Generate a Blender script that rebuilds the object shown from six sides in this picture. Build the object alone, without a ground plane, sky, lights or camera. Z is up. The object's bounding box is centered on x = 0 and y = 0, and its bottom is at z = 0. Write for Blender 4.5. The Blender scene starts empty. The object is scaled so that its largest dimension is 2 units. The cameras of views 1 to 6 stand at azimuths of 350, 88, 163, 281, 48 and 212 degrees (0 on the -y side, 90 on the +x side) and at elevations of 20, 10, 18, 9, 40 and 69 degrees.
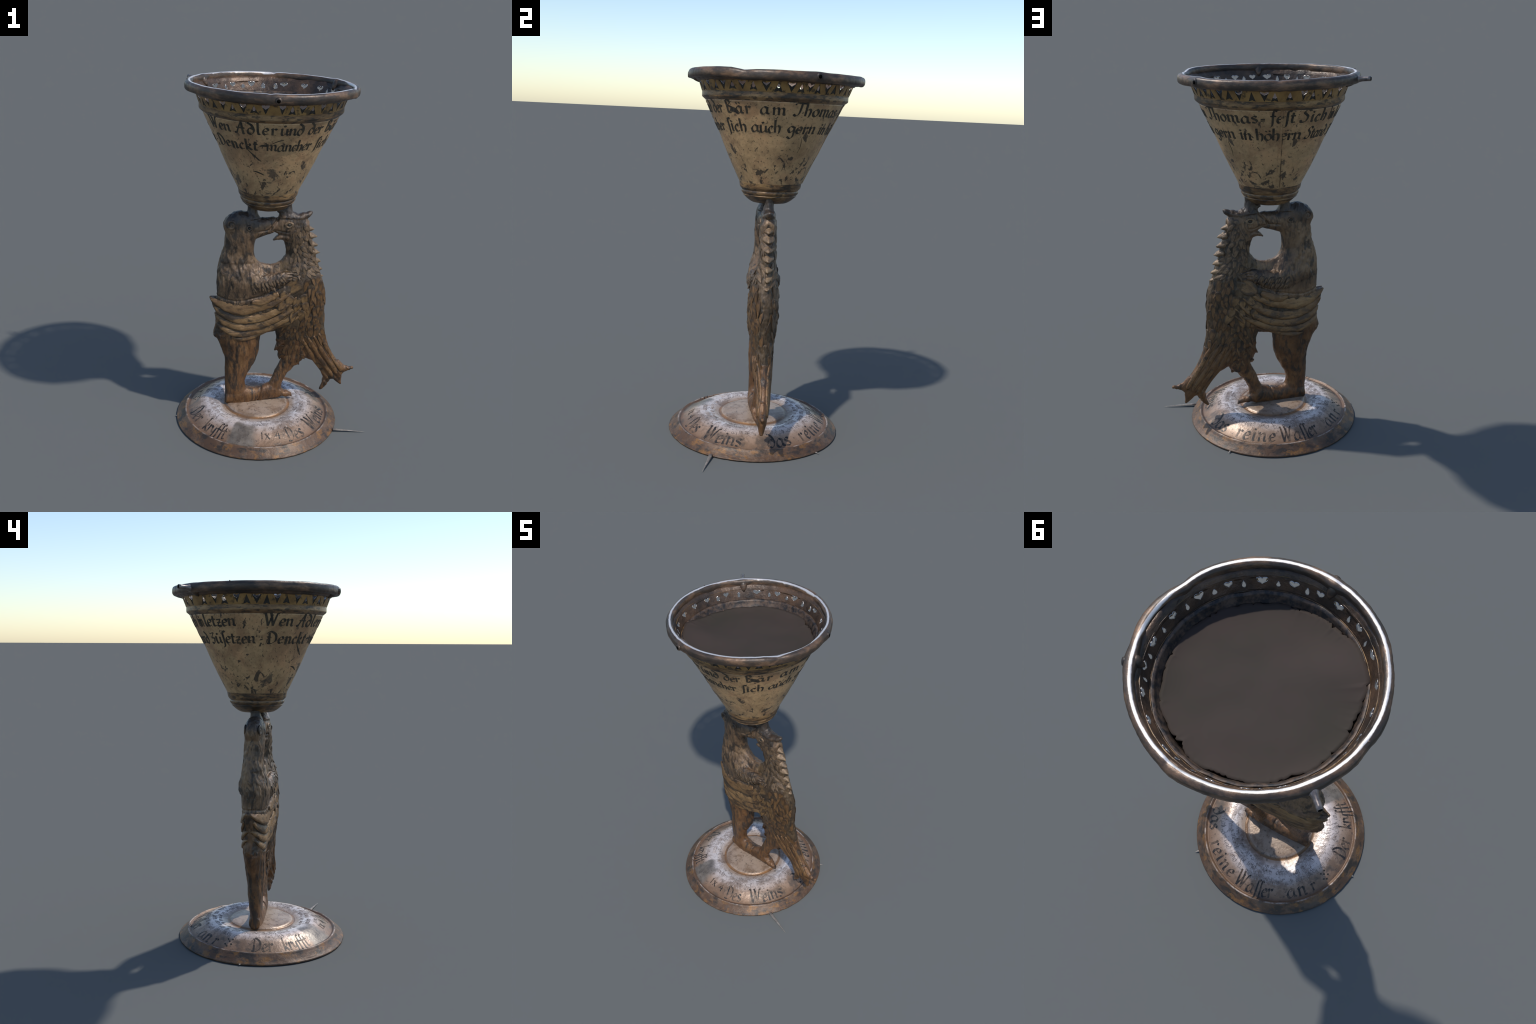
import bpy, bmesh, math, random
import numpy as np
from mathutils import Vector, Matrix, noise
from mathutils.bvhtree import BVHTree

random.seed(7)
SCN = bpy.context.scene.collection
TAU = 2 * math.pi

# ------------------------------------------------------------------ helpers
def new_obj(name, mesh, parent=None, mat=None):
    o = bpy.data.objects.new(name, mesh)
    SCN.objects.link(o)
    if parent is not None:
        o.parent = parent
    if mat is not None and mesh is not None and not mesh.materials:
        mesh.materials.append(mat)
    return o

def mesh_from(name, verts, faces, smooth=True):
    me = bpy.data.meshes.new(name)
    me.from_pydata([tuple(v) for v in verts], [], faces)
    me.validate()
    bm = bmesh.new(); bm.from_mesh(me)
    bmesh.ops.recalc_face_normals(bm, faces=bm.faces)
    bm.to_mesh(me); bm.free()
    if smooth:
        me.polygons.foreach_set('use_smooth', [True] * len(me.polygons))
    me.update()
    return me

def catmull(pts, per=6):
    """smooth resampling of a list of control tuples (any dimension)"""
    P = np.array(pts, float)
    if len(P) < 3:
        t = np.linspace(0, 1, per + 1)[:, None]
        return P[0] * (1 - t) + P[-1] * t
    Q = np.vstack([2 * P[0] - P[1], P, 2 * P[-1] - P[-2]])
    out = []
    for i in range(1, len(Q) - 2):
        p0, p1, p2, p3 = Q[i - 1:i + 3]
        for k in range(per):
            t = k / per
            out.append(.5 * (2 * p1 + (p2 - p0) * t + (2 * p0 - 5 * p1 + 4 * p2 - p3) * t * t
                             + (3 * p1 - p0 - 3 * p2 + p3) * t ** 3))
    out.append(P[-1])
    return np.array(out)

def sup(a, e):
    c, s = math.cos(a), math.sin(a)
    return (math.copysign(abs(c) ** (2 / e), c), math.copysign(abs(s) ** (2 / e), s))

def tube(sections, seg=28, e=2.4):
    """sections: (centre, half axis u, half axis v) -> closed loft"""
    V, F = [], []
    for c, u, v in sections:
        for k in range(seg):
            a, b = sup(TAU * k / seg, e)
            V.append(np.array(c) + np.array(u) * a + np.array(v) * b)
    n = len(sections)
    for i in range(n - 1):
        for k in range(seg):
            k2 = (k + 1) % seg
            F.append((i * seg + k, i * seg + k2, (i + 1) * seg + k2, (i + 1) * seg + k))
    V.append(np.array(sections[0][0])); V.append(np.array(sections[-1][0]))
    for k in range(seg):
        F.append((n * seg, (k + 1) % seg, k))
        F.append((n * seg + 1, (n - 1) * seg + k, (n - 1) * seg + (k + 1) % seg))
    return V, F

def rows_by_height(rows, e=2.4):
    """rows (z, x_back, x_front, y_centre, half_thickness)"""
    S = [((( b + c) / 2, y, z), ((c - b) / 2, 0, 0), (0, t, 0)) for z, b, c, y, t in catmull(rows)]
    return tube(S, e=e)

def rows_by_length(rows, e=2.4):
    """rows (x, z_low, z_high, y_centre, half_thickness)"""
    S = [((x, y, (a + b) / 2), (0, 0, (b - a) / 2), (0, t, 0)) for x, a, b, y, t in catmull(rows)]
    return tube(S, e=e)

def rows_by_edges(rows, e=2.4):
    """rows (xa, za, xb, zb, y_centre, half_thickness): cross-section between two edge points"""
    S = [(((a + c) / 2, y, (b + d) / 2), ((c - a) / 2, 0, (d - b) / 2), (0, t, 0))
         for a, b, c, d, y, t in catmull(rows)]
    return tube(S, e=e)

def spine_loft(pts, e=2.0, seg=20):
    """pts (x, y, z, in-plane half width, y half thickness), spine in the xz plane"""
    P = catmull(pts)
    S = []
    for i, p in enumerate(P):
        a, b = P[max(i - 1, 0)], P[min(i + 1, len(P) - 1)]
        t = np.array([b[0] - a[0], b[2] - a[2]]); t /= (np.linalg.norm(t) + 1e-9)
        S.append(((p[0], p[1], p[2]), (-t[1] * p[3], 0, t[0] * p[3]), (0, p[4], 0)))
    return tube(S, seg=seg, e=e)

def merge(parts):
    V, F = [], []
    for v, f in parts:
        n = len(V)
        V += list(v)
        F += [tuple(i + n for i in q) for q in f]
    return V, F

def revolve(profile, centre=(0, 0), seg=256, wob=None, closed=False):
    """profile (r, z) list -> lathe surface; wob(angle, r, z) -> (dr, dz)"""
    V, F = [], []
    n = len(profile)
    for k in range(seg):
        a = TAU * k / seg
        for r, z in profile:
            dr, dz = wob(a, r, z) if wob else (0, 0)
            V.append((centre[0] + (r + dr) * math.cos(a), centre[1] + (r + dr) * math.sin(a), z + dz))
    m = n if closed else n - 1
    for k in range(seg):
        k2 = (k + 1) % seg
        for i in range(m):
            j = (i + 1) % n
            F.append((k * n + i, k2 * n + i, k2 * n + j, k * n + j))
    return V, F

# ---------------------------------------------------------------- materials
def col(r, g, b):
    f = lambda c: ((c / 255 + .055) / 1.055) ** 2.4 if c > 10 else c / 255 / 12.92
    return (f(r), f(g), f(b), 1)

class Mat:
    def __init__(s, name, metallic=.5, rough=.45):
        s.m = bpy.data.materials.new(name); s.m.use_nodes = True
        s.nt = s.m.node_tree; s.N = s.nt.nodes; s.L = s.nt.links
        s.b = s.N['Principled BSDF']
        s.b.inputs['Metallic'].default_value = metallic
        s.b.inputs['Roughness'].default_value = rough
        s.co = s.N.new('ShaderNodeTexCoord').outputs['Object']
    def _set(s, sock, v):
        if hasattr(v, 'is_linked') or isinstance(v, bpy.types.NodeSocket):
            s.L.new(v, sock)
        else:
            sock.default_value = v
    def mapping(s, scale, rot=(0, 0, 0), vec=None):
        n = s.N.new('ShaderNodeMapping'); s.L.new(vec or s.co, n.inputs['Vector'])
        n.inputs['Scale'].default_value = scale; n.inputs['Rotation'].default_value = rot
        return n.outputs[0]
    def noise(s, scale, detail=4, rough=.6, vec=None, dist=0):
        n = s.N.new('ShaderNodeTexNoise'); s.L.new(vec or s.co, n.inputs['Vector'])
        n.inputs['Scale'].default_value = scale; n.inputs['Detail'].default_value = detail
        n.inputs['Roughness'].default_value = rough; n.inputs['Distortion'].default_value = dist
        return n.outputs['Fac']
    def ramp(s, fac, stops, interp='LINEAR'):
        n = s.N.new('ShaderNodeValToRGB'); n.color_ramp.interpolation = interp
        e = n.color_ramp.elements
        while len(e) < len(stops): e.new(.5)
        for el, (p, c) in zip(e, stops):
            el.position = p; el.color = c if len(c) == 4 else (*c, 1)
        s.L.new(fac, n.inputs[0]); return n.outputs[0]
    def step(s, fac, a, b):
        n = s.N.new('ShaderNodeMapRange'); n.interpolation_type = 'SMOOTHSTEP'
        s.L.new(fac, n.inputs[0]); n.inputs[1].default_value = a; n.inputs[2].default_value = b
        return n.outputs[0]
    def mix(s, fac, a, b):
        n = s.N.new('ShaderNodeMix'); n.data_type = 'RGBA'
        s._set(n.inputs[0], fac); s._set(n.inputs[6], a); s._set(n.inputs[7], b)
        return n.outputs[2]
    def math(s, op, a, b=0.0, c=0.0):
        n = s.N.new('ShaderNodeMath'); n.operation = op
        s._set(n.inputs[0], a); s._set(n.inputs[1], b); s._set(n.inputs[2], c)
        return n.outputs[0]
    def xyz(s):
        n = s.N.new('ShaderNodeSeparateXYZ'); s.L.new(s.co, n.inputs[0]); return n.outputs
    def radius(s, cx, cy):
        x, y, z = s.xyz()
        x = s.math('SUBTRACT', x, cx); y = s.math('SUBTRACT', y, cy)
        return s.math('SQRT', s.math('ADD', s.math('MULTIPLY', x, x), s.math('MULTIPLY', y, y)))
    def angle(s, cx, cy):
        x, y, z = s.xyz()
        return s.math('ARCTAN2', s.math('SUBTRACT', y, cy), s.math('SUBTRACT', x, cx))
    def rnd(s):
        return s.N.new('ShaderNodeObjectInfo').outputs['Random']
    def finish(s, colour, bump=None, strength=.3, dist=.004, rough=None):
        s._set(s.b.inputs['Base Color'], colour)
        if rough is not None: s._set(s.b.inputs['Roughness'], rough)
        if bump is not None:
            n = s.N.new('ShaderNodeBump'); s.L.new(bump, n.inputs['Height'])
            n.inputs['Strength'].default_value = strength; n.inputs['Distance'].default_value = dist
            s.L.new(n.outputs[0], s.b.inputs['Normal'])
        return s.m

CUP = (-.0338, .0262)      # axis of the cup
BASE = (-.0615, -.0125)  # axis of the foot

METAL, ROUGH = .22, .40

def mat_cone():
    m = Mat('ochre_painted_metal', METAL, ROUGH + .05)
    c = m.ramp(m.noise(6, 5, .65), [(.32, col(150, 121, 86)), (.5, col(184, 151, 110)), (.68, col(193, 151, 109))])
    c = m.mix(m.math('MULTIPLY', m.step(m.noise(5.5, 5, .65, dist=.6), .46, .62), .65), c, col(142, 108, 78))
    c = m.mix(m.math('MULTIPLY', m.step(m.noise(50, 5, .7), .48, .68), .38), c, col(108, 90, 65))
    x, y, z = m.xyz()
    low = m.step(z, 1.72, 1.46)
    v = m.mapping((1, 1, .6))
    chips = m.noise(24, 4, .6, vec=v, dist=.6)
    thr = m.math('SUBTRACT', .632, m.math('MULTIPLY', low, .06))
    chip = m.step(m.math('SUBTRACT', chips, thr), 0, .03)
    c = m.mix(m.math('MULTIPLY', chip, .85), c, col(50, 46, 42))
    blot = m.step(m.math('SUBTRACT', m.noise(10, 5, .7, dist=.5), m.math('SUBTRACT', .665, m.math('MULTIPLY', low, .075))), 0, .05)
    c = m.mix(m.math('MULTIPLY', blot, .75), c, col(58, 56, 52))
    pits = m.step(m.noise(70, 3, .6), .60, .67)
    c = m.mix(m.math('MULTIPLY', pits, .7), c, col(56, 48, 40))
    return m.finish(c, m.noise(60, 5, .6), .25)

def mat_beads():
    m = Mat('browned_bead_metal', METAL, ROUGH)
    n = m.noise(7, 5, .65, vec=m.mapping((1, 1, 4)))
    c = m.ramp(n, [(.34, col(52, 44, 36)), (.47, col(104, 78, 52)), (.64, col(148, 118, 80))])
    c = m.mix(m.math('MULTIPLY', m.step(m.noise(22, 4, .65, vec=m.mapping((1, 1, 3))), .50, .60), .8), c, col(46, 41, 36))
    return m.finish(c, m.noise(50, 4), .25)

def mat_frieze():
    m = Mat('frieze_ochre_metal', METAL, ROUGH)
    n = m.noise(9, 5, .65)
    c = m.ramp(n, [(.3, col(96, 70, 42)), (.5, col(142, 110, 64)), (.7, col(158, 126, 78))])
    c = m.mix(m.math('MULTIPLY', m.step(m.noise(24, 4, .65), .54, .64), .8), c, col(54, 46, 36))
    return m.finish(c, m.noise(50, 4), .25)

def mat_rim():
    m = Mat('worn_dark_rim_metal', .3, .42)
    n = m.noise(7, 6, .7, vec=m.mapping((1, 1, 3)))
    c = m.ramp(n, [(.36, col(50, 45, 42)), (.5, col(74, 61, 51)), (.64, col(122, 94, 72))])
    # narrow pale band along the crest of the roll
    r = m.math('ADD', m.radius(*CUP), m.math('MULTIPLY', m.math('SUBTRACT', m.noise(30, 4), .5), .006))
    x, y, z = m.xyz()
    ring_ = m.math('MULTIPLY', m.step(m.math('ABSOLUTE', m.math('SUBTRACT', r, .4385)), .0075, .003), m.step(z, 1.972, 1.980))
    c = m.mix(m.math('MULTIPLY', ring_, .9), c, col(226, 220, 216))
    m._set(m.b.inputs['Metallic'], m.math('ADD', m.math('MULTIPLY', ring_, .25), .25))
    return m.finish(c, m.noise(40, 5, .65), .35)

def mat_inner():
    m = Mat('brown_inner_metal', .25, .42)
    n = m.noise(6, 6, .7)
    c = m.ramp(n, [(.36, col(40, 35, 32)), (.5, col(74, 58, 46)), (.66, col(106, 80, 60))])
    return m.finish(c, m.noise(18, 5, .65), .6, .012)

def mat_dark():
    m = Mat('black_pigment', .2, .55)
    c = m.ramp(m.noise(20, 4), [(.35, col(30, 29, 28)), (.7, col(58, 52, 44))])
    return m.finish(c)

def mat_cap():
    m = Mat('dull_brown_cover', 0, .75)
    c = m.ramp(m.noise(3, 3), [(.35, col(61, 56, 49)), (.65, col(68, 58, 53))])
    m.b.inputs['Specular IOR Level'].default_value = .15
    return m.finish(c)

def mat_ink(name, a, b, lo=.36, hi=.62):
    m = Mat(name, .2, .5)
    c = m.ramp(m.noise(34, 4, .7), [(lo, a), (hi, b)])
    return m.finish(c)

def mat_base():
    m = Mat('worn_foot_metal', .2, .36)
    r0 = m.radius(*BASE)
    r = m.math('ADD', r0, m.math('MULTIPLY', m.math('SUBTRACT', m.noise(8, 5, .65), .5), .05))
    c = m.ramp(m.math('MULTIPLY', r, 2.0), [
        (.0, col(166, 147, 130)), (.34, col(162, 140, 121)), (.42, col(168, 148, 132)),
        (.49, col(224, 214, 209)), (.60, col(208, 192, 183)), (.69, col(160, 134, 114)),
        (.80, col(130, 101, 78)), (.86, col(92, 67, 48)), (.97, col(80, 57, 40))])
    c = m.mix(m.math('MULTIPLY', m.step(m.math('ABSOLUTE', m.math('SUBTRACT', r0, .190)), .011, .006), .85), c, m.ramp(m.noise(14, 4), [(.35, col(96, 70, 46)), (.65, col(158, 108, 54))]))
    bead = m.step(m.math('ABSOLUTE', m.math('SUBTRACT', r0, .4265)), .006, .002)
    c = m.mix(m.math('MULTIPLY', m.math('MULTIPLY', bead, m.step(m.noise(16, 4), .42, .56)), .7), c, col(188, 172, 160))
    m2 = m.noise(9, 6, .72)
    c = m.mix(m.math('MULTIPLY', m.step(m2, .46, .62), .68), c, col(112, 88, 68))
    band2 = m.math('MULTIPLY', m.step(r0, .33, .36), m.step(m.noise(6, 5, .7, dist=.4), .54, .64))
    c = m.mix(m.math('MULTIPLY', band2, .65), c, col(74, 66, 58))
    an = m.math('ADD', m.angle(*BASE), m.math('MULTIPLY', m.math('SUBTRACT', m.noise(12, 5, .7), .5), .16))
    rr_ = m.math('ADD', r0, m.math('MULTIPLY', m.math('SUBTRACT', m.noise(13, 5, .7), .5), .08))
    st = m.math('MULTIPLY', m.math('MULTIPLY', m.step(an, -2.17, -2.12), m.step(an, -1.68, -1.84)), m.math('MULTIPLY', m.step(rr_, .255, .30), m.step(r0, .421, .410)))
    c = m.mix(m.math('MULTIPLY', st, .85), c, m.ramp(m.noise(16, 4), [(.35, col(74, 69, 62)), (.65, col(122, 114, 104))]))
    out = m.step(r0, .415, .435)
    dk = m.step(m.noise(11, 5, .65, vec=m.mapping((1, 1, 3))), .48, .60)
    c = m.mix(m.math('MULTIPLY', m.math('MULTIPLY', dk, out), .85), c, col(48, 42, 36))
    gold = m.step(m.noise(14, 5, .6, vec=m.mapping((1.2, 1, 2))), .54, .66)
    c = m.mix(m.math('MULTIPLY', m.math('MULTIPLY', gold, out), .6), c, col(140, 96, 46))
    c = m.mix(m.math('MULTIPLY', m.step(m.noise(60, 3, .6), .58, .66), .6), c, col(70, 60, 54))
    tin = m.math('MULTIPLY', m.step(r, .205, .24), m.step(r, .345, .30))  # whitish ring round the crown, made a little more metallic
    m._set(m.b.inputs['Metallic'], m.math('ADD', m.math('MULTIPLY', tin, .15), .18))
    rg_ = m.math('SUBTRACT', .50, m.math('MULTIPLY', m.step(r0, .425, .36), .15))
    return m.finish(c, m.noise(30, 5, .65), .45, .006, rough=rg_)

def mat_carved(name, lo, mid, hi, dark, stretch=(1, 1, .28), dscale=17, dthr=.53, damt=.85, rnd=False):
    m = Mat(name, METAL, ROUGH + .02)
    n = m.noise(9, 6, .7)
    c = m.ramp(n, [(.34, lo), (.5, mid), (.66, hi)])
    v = m.mapping(stretch)
    d = m.step(m.noise(dscale, 5, .68, vec=v, dist=.5), dthr - .03, dthr + .07)
    c = m.mix(m.math('MULTIPLY', d, damt), c, dark)
    g = m.step(m.noise(46, 4, .65, vec=v), .50, .64)
    c = m.mix(m.math('MULTIPLY', g, .55), c, dark)
    if rnd:
        c = m.mix(m.math('MULTIPLY', m.rnd(), .45), c, lo)
    return m.finish(c, m.noise(50, 5, .65, vec=v), .6, .008)

M_CONE, M_BEAD, M_FRIEZE, M_RIM, M_INNER, M_DARK, M_CAP = (
    mat_cone(), mat_beads(), mat_frieze(), mat_rim(), mat_inner(), mat_dark(), mat_cap())
M_INK = mat_ink('black_lettering', col(34, 32, 30), col(70, 62, 48))
M_FAINT = mat_ink('faded_lettering', col(98, 88, 82), col(182, 168, 160), .42, .58)
M_BASE = mat_base()
M_BASEINK = mat_ink('worn_black_lettering', col(40, 36, 34), col(122, 98, 78), .46, .68)
GREY = dict(lo=col(84, 65, 49), mid=col(110, 87, 65), hi=col(132, 106, 79), dark=col(54, 49, 44))
WARM = dict(lo=col(80, 54, 33), mid=col(104, 72, 44), hi=col(126, 91, 57), dark=col(42, 36, 31))
def mat_body():
    m = Mat('carved_two_tone_metal', METAL, ROUGH + .02)
    x, y, z = m.xyz()
    wob = m.math('MULTIPLY', m.math('SUBTRACT', m.noise(6, 4, .6), .5), .35)
    zz = m.math('ADD', z, wob)
    n = m.noise(9, 6, .7)
    g = m.ramp(n, [(.34, GREY['lo']), (.5, GREY['mid']), (.66, GREY['hi'])])
    w = m.ramp(n, [(.34, WARM['lo']), (.5, WARM['mid']), (.66, WARM['hi'])])
    c = m.mix(m.step(zz, .80, .52), g, w)
    v = m.mapping((1, 1, .4))
    d = m.step(m.noise(21, 5, .68, vec=v, dist=.8), .49, .60)
    c = m.mix(m.math('MULTIPLY', d, .85), c, col(48, 42, 37))
    f = m.step(m.noise(46, 4, .65, vec=v), .50, .64)
    c = m.mix(m.math('MULTIPLY', f, .55), c, col(50, 44, 38))
    soot = m.step(m.math('ADD', z, m.math('MULTIPLY', wob, .5)), 1.20, 1.27)     # blackened where the bowl is soldered on
    c = m.mix(m.math('MULTIPLY', soot, .75), c, col(48, 45, 44))
    return m.finish(c, m.noise(50, 5, .65, vec=v), .6, .008)
M_FUR = M_WARM = mat_body()
M_UNDER = mat_carved('dark_groove_ground', col(60, 48, 36), col(82, 65, 47), col(108, 86, 60), col(40, 36, 31))
M_FEATHER = mat_carved('ochre_feather', col(98, 71, 44), col(128, 97, 62), col(146, 114, 75), col(50, 42, 34),
                       stretch=(.45, 1, 1), dthr=.53, rnd=True)
M_NECKF = mat_carved('grey_brown_feather', col(100, 80, 60), col(132, 108, 82), col(154, 128, 96), col(60, 53, 46),
                     stretch=(1, 1, 1), dthr=.57, rnd=True)
M_PLUME = mat_carved('warm_brown_feather', col(86, 60, 36), col(114, 82, 50), col(136, 102, 64), col(44, 37, 31),
                     stretch=(1, 1, 1), dthr=.56, rnd=True)
def mat_plume(name, lo, mid, hi, dark):
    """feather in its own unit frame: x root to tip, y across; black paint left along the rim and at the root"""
    m = Mat(name, METAL, ROUGH + .02)
    ad = m.N.new('ShaderNodeVectorMath'); ad.operation = 'ADD'
    cb = m.N.new('ShaderNodeCombineXYZ')
    for k in range(3): m.L.new(m.math('MULTIPLY', m.rnd(), (37.0, 91.0, 53.0)[k]), cb.inputs[k])
    m.L.new(m.co, ad.inputs[0]); m.L.new(cb.outputs[0], ad.inputs[1])
    v = ad.outputs[0]
    c = m.ramp(m.noise(2.2, 4, .65, vec=v), [(.35, lo), (.5, mid), (.66, hi)])
    x, y, z = m.xyz()
    wv = m.math('MULTIPLY', m.math('SUBTRACT', m.noise(4, 4, .65, vec=v), .5), .35)
    taper = m.math('SUBTRACT', .40, m.math('MULTIPLY', m.step(x, .45, 1.0), .30))
    edge = m.step(m.math('SUBTRACT', m.math('ADD', m.math('ABSOLUTE', y), wv), taper), -.08, .06)
    root = m.step(m.math('ADD', x, wv), .34, .12)
    tip = m.step(m.math('ADD', x, wv), .90, 1.0)
    msk = m.math('MAXIMUM', m.math('MAXIMUM', edge, root), tip)
    c = m.mix(m.math('MULTIPLY', msk, .85), c, dark)
    st = m.step(m.noise(9, 4, .6, vec=m.mapping((.5, 2.2, 1), vec=v)), .54, .66)
    c = m.mix(m.math('MULTIPLY', st, .6), c, dark)
    c = m.mix(m.math('MULTIPLY', m.rnd(), .4), c, lo)
    return m.finish(c, m.noise(8, 4, .65, vec=m.mapping((.6, 2.5, 1), vec=v)), .5, .006)
M_COVERT = mat_plume('ochre_covert', col(98, 72, 45), col(128, 98, 62), col(146, 114, 75), col(48, 40, 33))
M_HACKLE = mat_plume('grey_brown_hackle', col(88, 69, 51), col(117, 94, 70), col(140, 114, 84), col(50, 44, 38))
M_BACKF = mat_plume('warm_brown_plume', col(86, 61, 37), col(114, 83, 51), col(136, 102, 64), col(44, 37, 31))
M_BLACKTOP = mat_carved('blackened_metal', col(46, 43, 42), col(62, 57, 54), col(84, 75, 68), col(36, 35, 35))
M_CREASE = mat_ink('dark_crease_metal', col(38, 36, 36), col(92, 74, 60), .40, .60)
M_GLINT = mat_ink('polished_tin', col(170, 164, 160), col(200, 194, 190))
M_GLINT.node_tree.nodes['Principled BSDF'].inputs['Metallic'].default_value = .9
M_GLINT.node_tree.nodes['Principled BSDF'].inputs['Roughness'].default_value = .25
M_VOID = mat_ink('black_void', col(12, 12, 12), col(18, 17, 16))
M_VOID.node_tree.nodes['Principled BSDF'].inputs['Specular IOR Level'].default_value = .0
M_PIN = mat_ink('grey_pin_metal', col(96, 90, 88), col(140, 130, 124))
M_PIN.node_tree.nodes['Principled BSDF'].inputs['Metallic'].default_value = .6
M_PIN.node_tree.nodes['Principled BSDF'].inputs['Roughness'].default_value = .35
M_WHITE = mat_ink('grey_sheet_metal', col(112, 104, 96), col(146, 136, 126))

# --------------------------------------------------------------------- root
goblet = bpy.data.objects.new('figural_goblet', None)
SCN.objects.link(goblet)
goblet['label'] = 'antique metal goblet carried by an upright bear and eagle'
goblet['category'] = 'goblet'

# ---------------------------------------------------------------------- cup
OUT = [(1.936, .409), (1.905, .398), (1.884, .3895), (1.874, .3885), (1.862, .3885), (1.852, .381), (1.846, .373), (1.838, .3665),
       (1.74, .3215), (1.666, .2840), (1.578, .2460), (1.50, .2090), (1.418, .1690), (1.411, .1655), (1.402, .1645),
       (1.390, .1625), (1.383, .158), (1.377, .1525), (1.370, .1535), (1.360, .152), (1.352, .148), (1.337, .1335),
       (1.322, .116), (1.313, .102), (1.307, .085), (1.304, .05)]
OZ = np.array([p[0] for p in OUT][::-1]); OR = np.array([p[1] for p in OUT][::-1])
def cup_r(z):
    return float(np.interp(z, OZ, OR))

def cup_wob(a, r, z):
    d = math.degrees(a) % 360
    g = lambda c, w: math.exp(-(((d - c + 180) % 360 - 180) / w) ** 2)
    k = min(1, max(0, (z - 1.40) / .12)) * min(1, max(0, (1.858 - z) / .03))     # the sheet is flattened beside its seam
    return (k * (.0018 - .0065 * g(80, 22) + .004 * g(38, 18) + .0045 * g(132, 26)) + .0022 * noise.noise((math.cos(a) * 2.2, math.sin(a) * 2.2, z * 6)) + .0010 * noise.noise((math.cos(a) * 9, math.sin(a) * 9, z * 25)), 0)

def lathe_obj(name, prof, mat, parent, seg=288, closed=True, wob=cup_wob):
    v, f = revolve(prof, CUP, seg, wob, closed)
    return new_obj(name, mesh_from(name, v, f), parent, mat)

zs = np.linspace(1.8395, 1.412, 70)
cone_prof = [(cup_r(z), z) for z in zs] + [(cup_r(z) - .010, z) for z in zs[::-1]]
cup = lathe_obj('cup', cone_prof, M_CONE, goblet)

bp = catmull([(.3635, 1.836), (.3695, 1.841), (.3785, 1.848), (.3870, 1.856), (.3880, 1.868), (.3878, 1.878), (.388, 1.886), (.386, 1.889)], 4)
lathe_obj('upper_bead', [tuple(p) for p in bp] + [(.384, 1.887), (.376, 1.866), (.358, 1.838)], M_BEAD, cup)
sp = [(.160, 1.424), (.1685, 1.419), (.167, 1.409), (.1655, 1.399), (.163, 1.389), (.157, 1.381), (.1515, 1.376), (.1535, 1.369),
      (.153, 1.361), (.149, 1.355), (.1445, 1.350), (.146, 1.346), (.135, 1.336), (.119, 1.322), (.103, 1.312), (.086, 1.306), (.05, 1.304), (.001, 1.303)]
lathe_obj('bowl_bottom', [tuple(p) for p in catmull(sp, 3)] + [(.001, 1.33), (.10, 1.345), (.14, 1.40)], M_BEAD, cup)

# ---- pierced frieze: alternating hearts (point down) and drops (point up)
HEARTS = (317, 333.4, 351, 8.7, 22.5, 37.2, 52.4, 70, 97.2, 113.9, 132, 158.7, 176.7, 191.4, 206.5, 223, 239.8, 255.9, 267.7, 282.4, 299.3)
DROPS = (309, 325, 341.6, 359.5, 15.8, 29.2, 44.5, 61.4, 77, 87.3, 104.6, 121, 147.5, 166.5, 184, 198.8, 214, 231.2, 247.6, 274.9, 290.8)

def heart_shape(w, h):
    pts = []
    for k in range(24):
        a = TAU * k / 24
        x = math.sin(a) ** 3
        y = (13 * math.cos(a) - 5 * math.cos(2 * a) - 2 * math.cos(3 * a) - math.cos(4 * a)) / 16
        pts.append((x * w, (y + .18) * h))
    return pts

def drop_shape(w, h):
    pts = []
    for k in range(20):
        a = TAU * k / 20
        pts.append((w * math.sin(a) * math.sin(a / 2) ** 1.0, h * math.cos(a)))
    return pts

def tri_shape(w, h, up):
    """triangular chip-carved notch with a soft base"""
    s = 1 if up else -1
    base = [(-w, -h), (-w * .35, -h * .86), (0, -h * .7), (w * .35, -h * .86), (w, -h), (w * .5, 0), (0, h), (-w * .5, 0)]
    p = [(x, y * s) for x, y in base]
    return p if up else p[::-1]

def cutters(items, depth):
    V, F = [], []
    for az, zc, shape in items:
        a = math.radians(az); n = len(shape); o = len(V)
        er = np.array((math.cos(a), math.sin(a), 0)); et = np.array((-math.sin(a), math.cos(a), 0))
        C = np.array((*CUP, zc))
        for rr in depth:
            for x, y in shape:
                V.append(C + er * rr + et * x + np.array((0, 0, y)))
        F += [tuple(o + i for i in range(n)), tuple(o + n + i for i in range(n))[::-1]]
        F += [(o + i, o + n + i, o + n + (i + 1) % n, o + (i + 1) % n) for i in range(n)]
    me = mesh_from('cut', V, F, False)
    return new_obj('cut', me)

def boolean_cut(o, cut):
    md = o.modifiers.new('b', 'BOOLEAN'); md.object = cut; md.operation = 'DIFFERENCE'; md.solver = 'EXACT'
    dg = bpy.context.evaluated_depsgraph_get(); dg.update()
    me = bpy.data.meshes.new_from_object(o.evaluated_get(dg))
    o.modifiers.clear(); o.data = me
    bpy.data.objects.remove(cut)

def wall(r_out, r_in, z0=1.884, z1=1.945, n=6):
    zz = np.linspace(z0, z1, n)
    return [(r_out(z), z) for z in zz] + [(r_in(z), z) for z in zz[::-1]]

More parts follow.
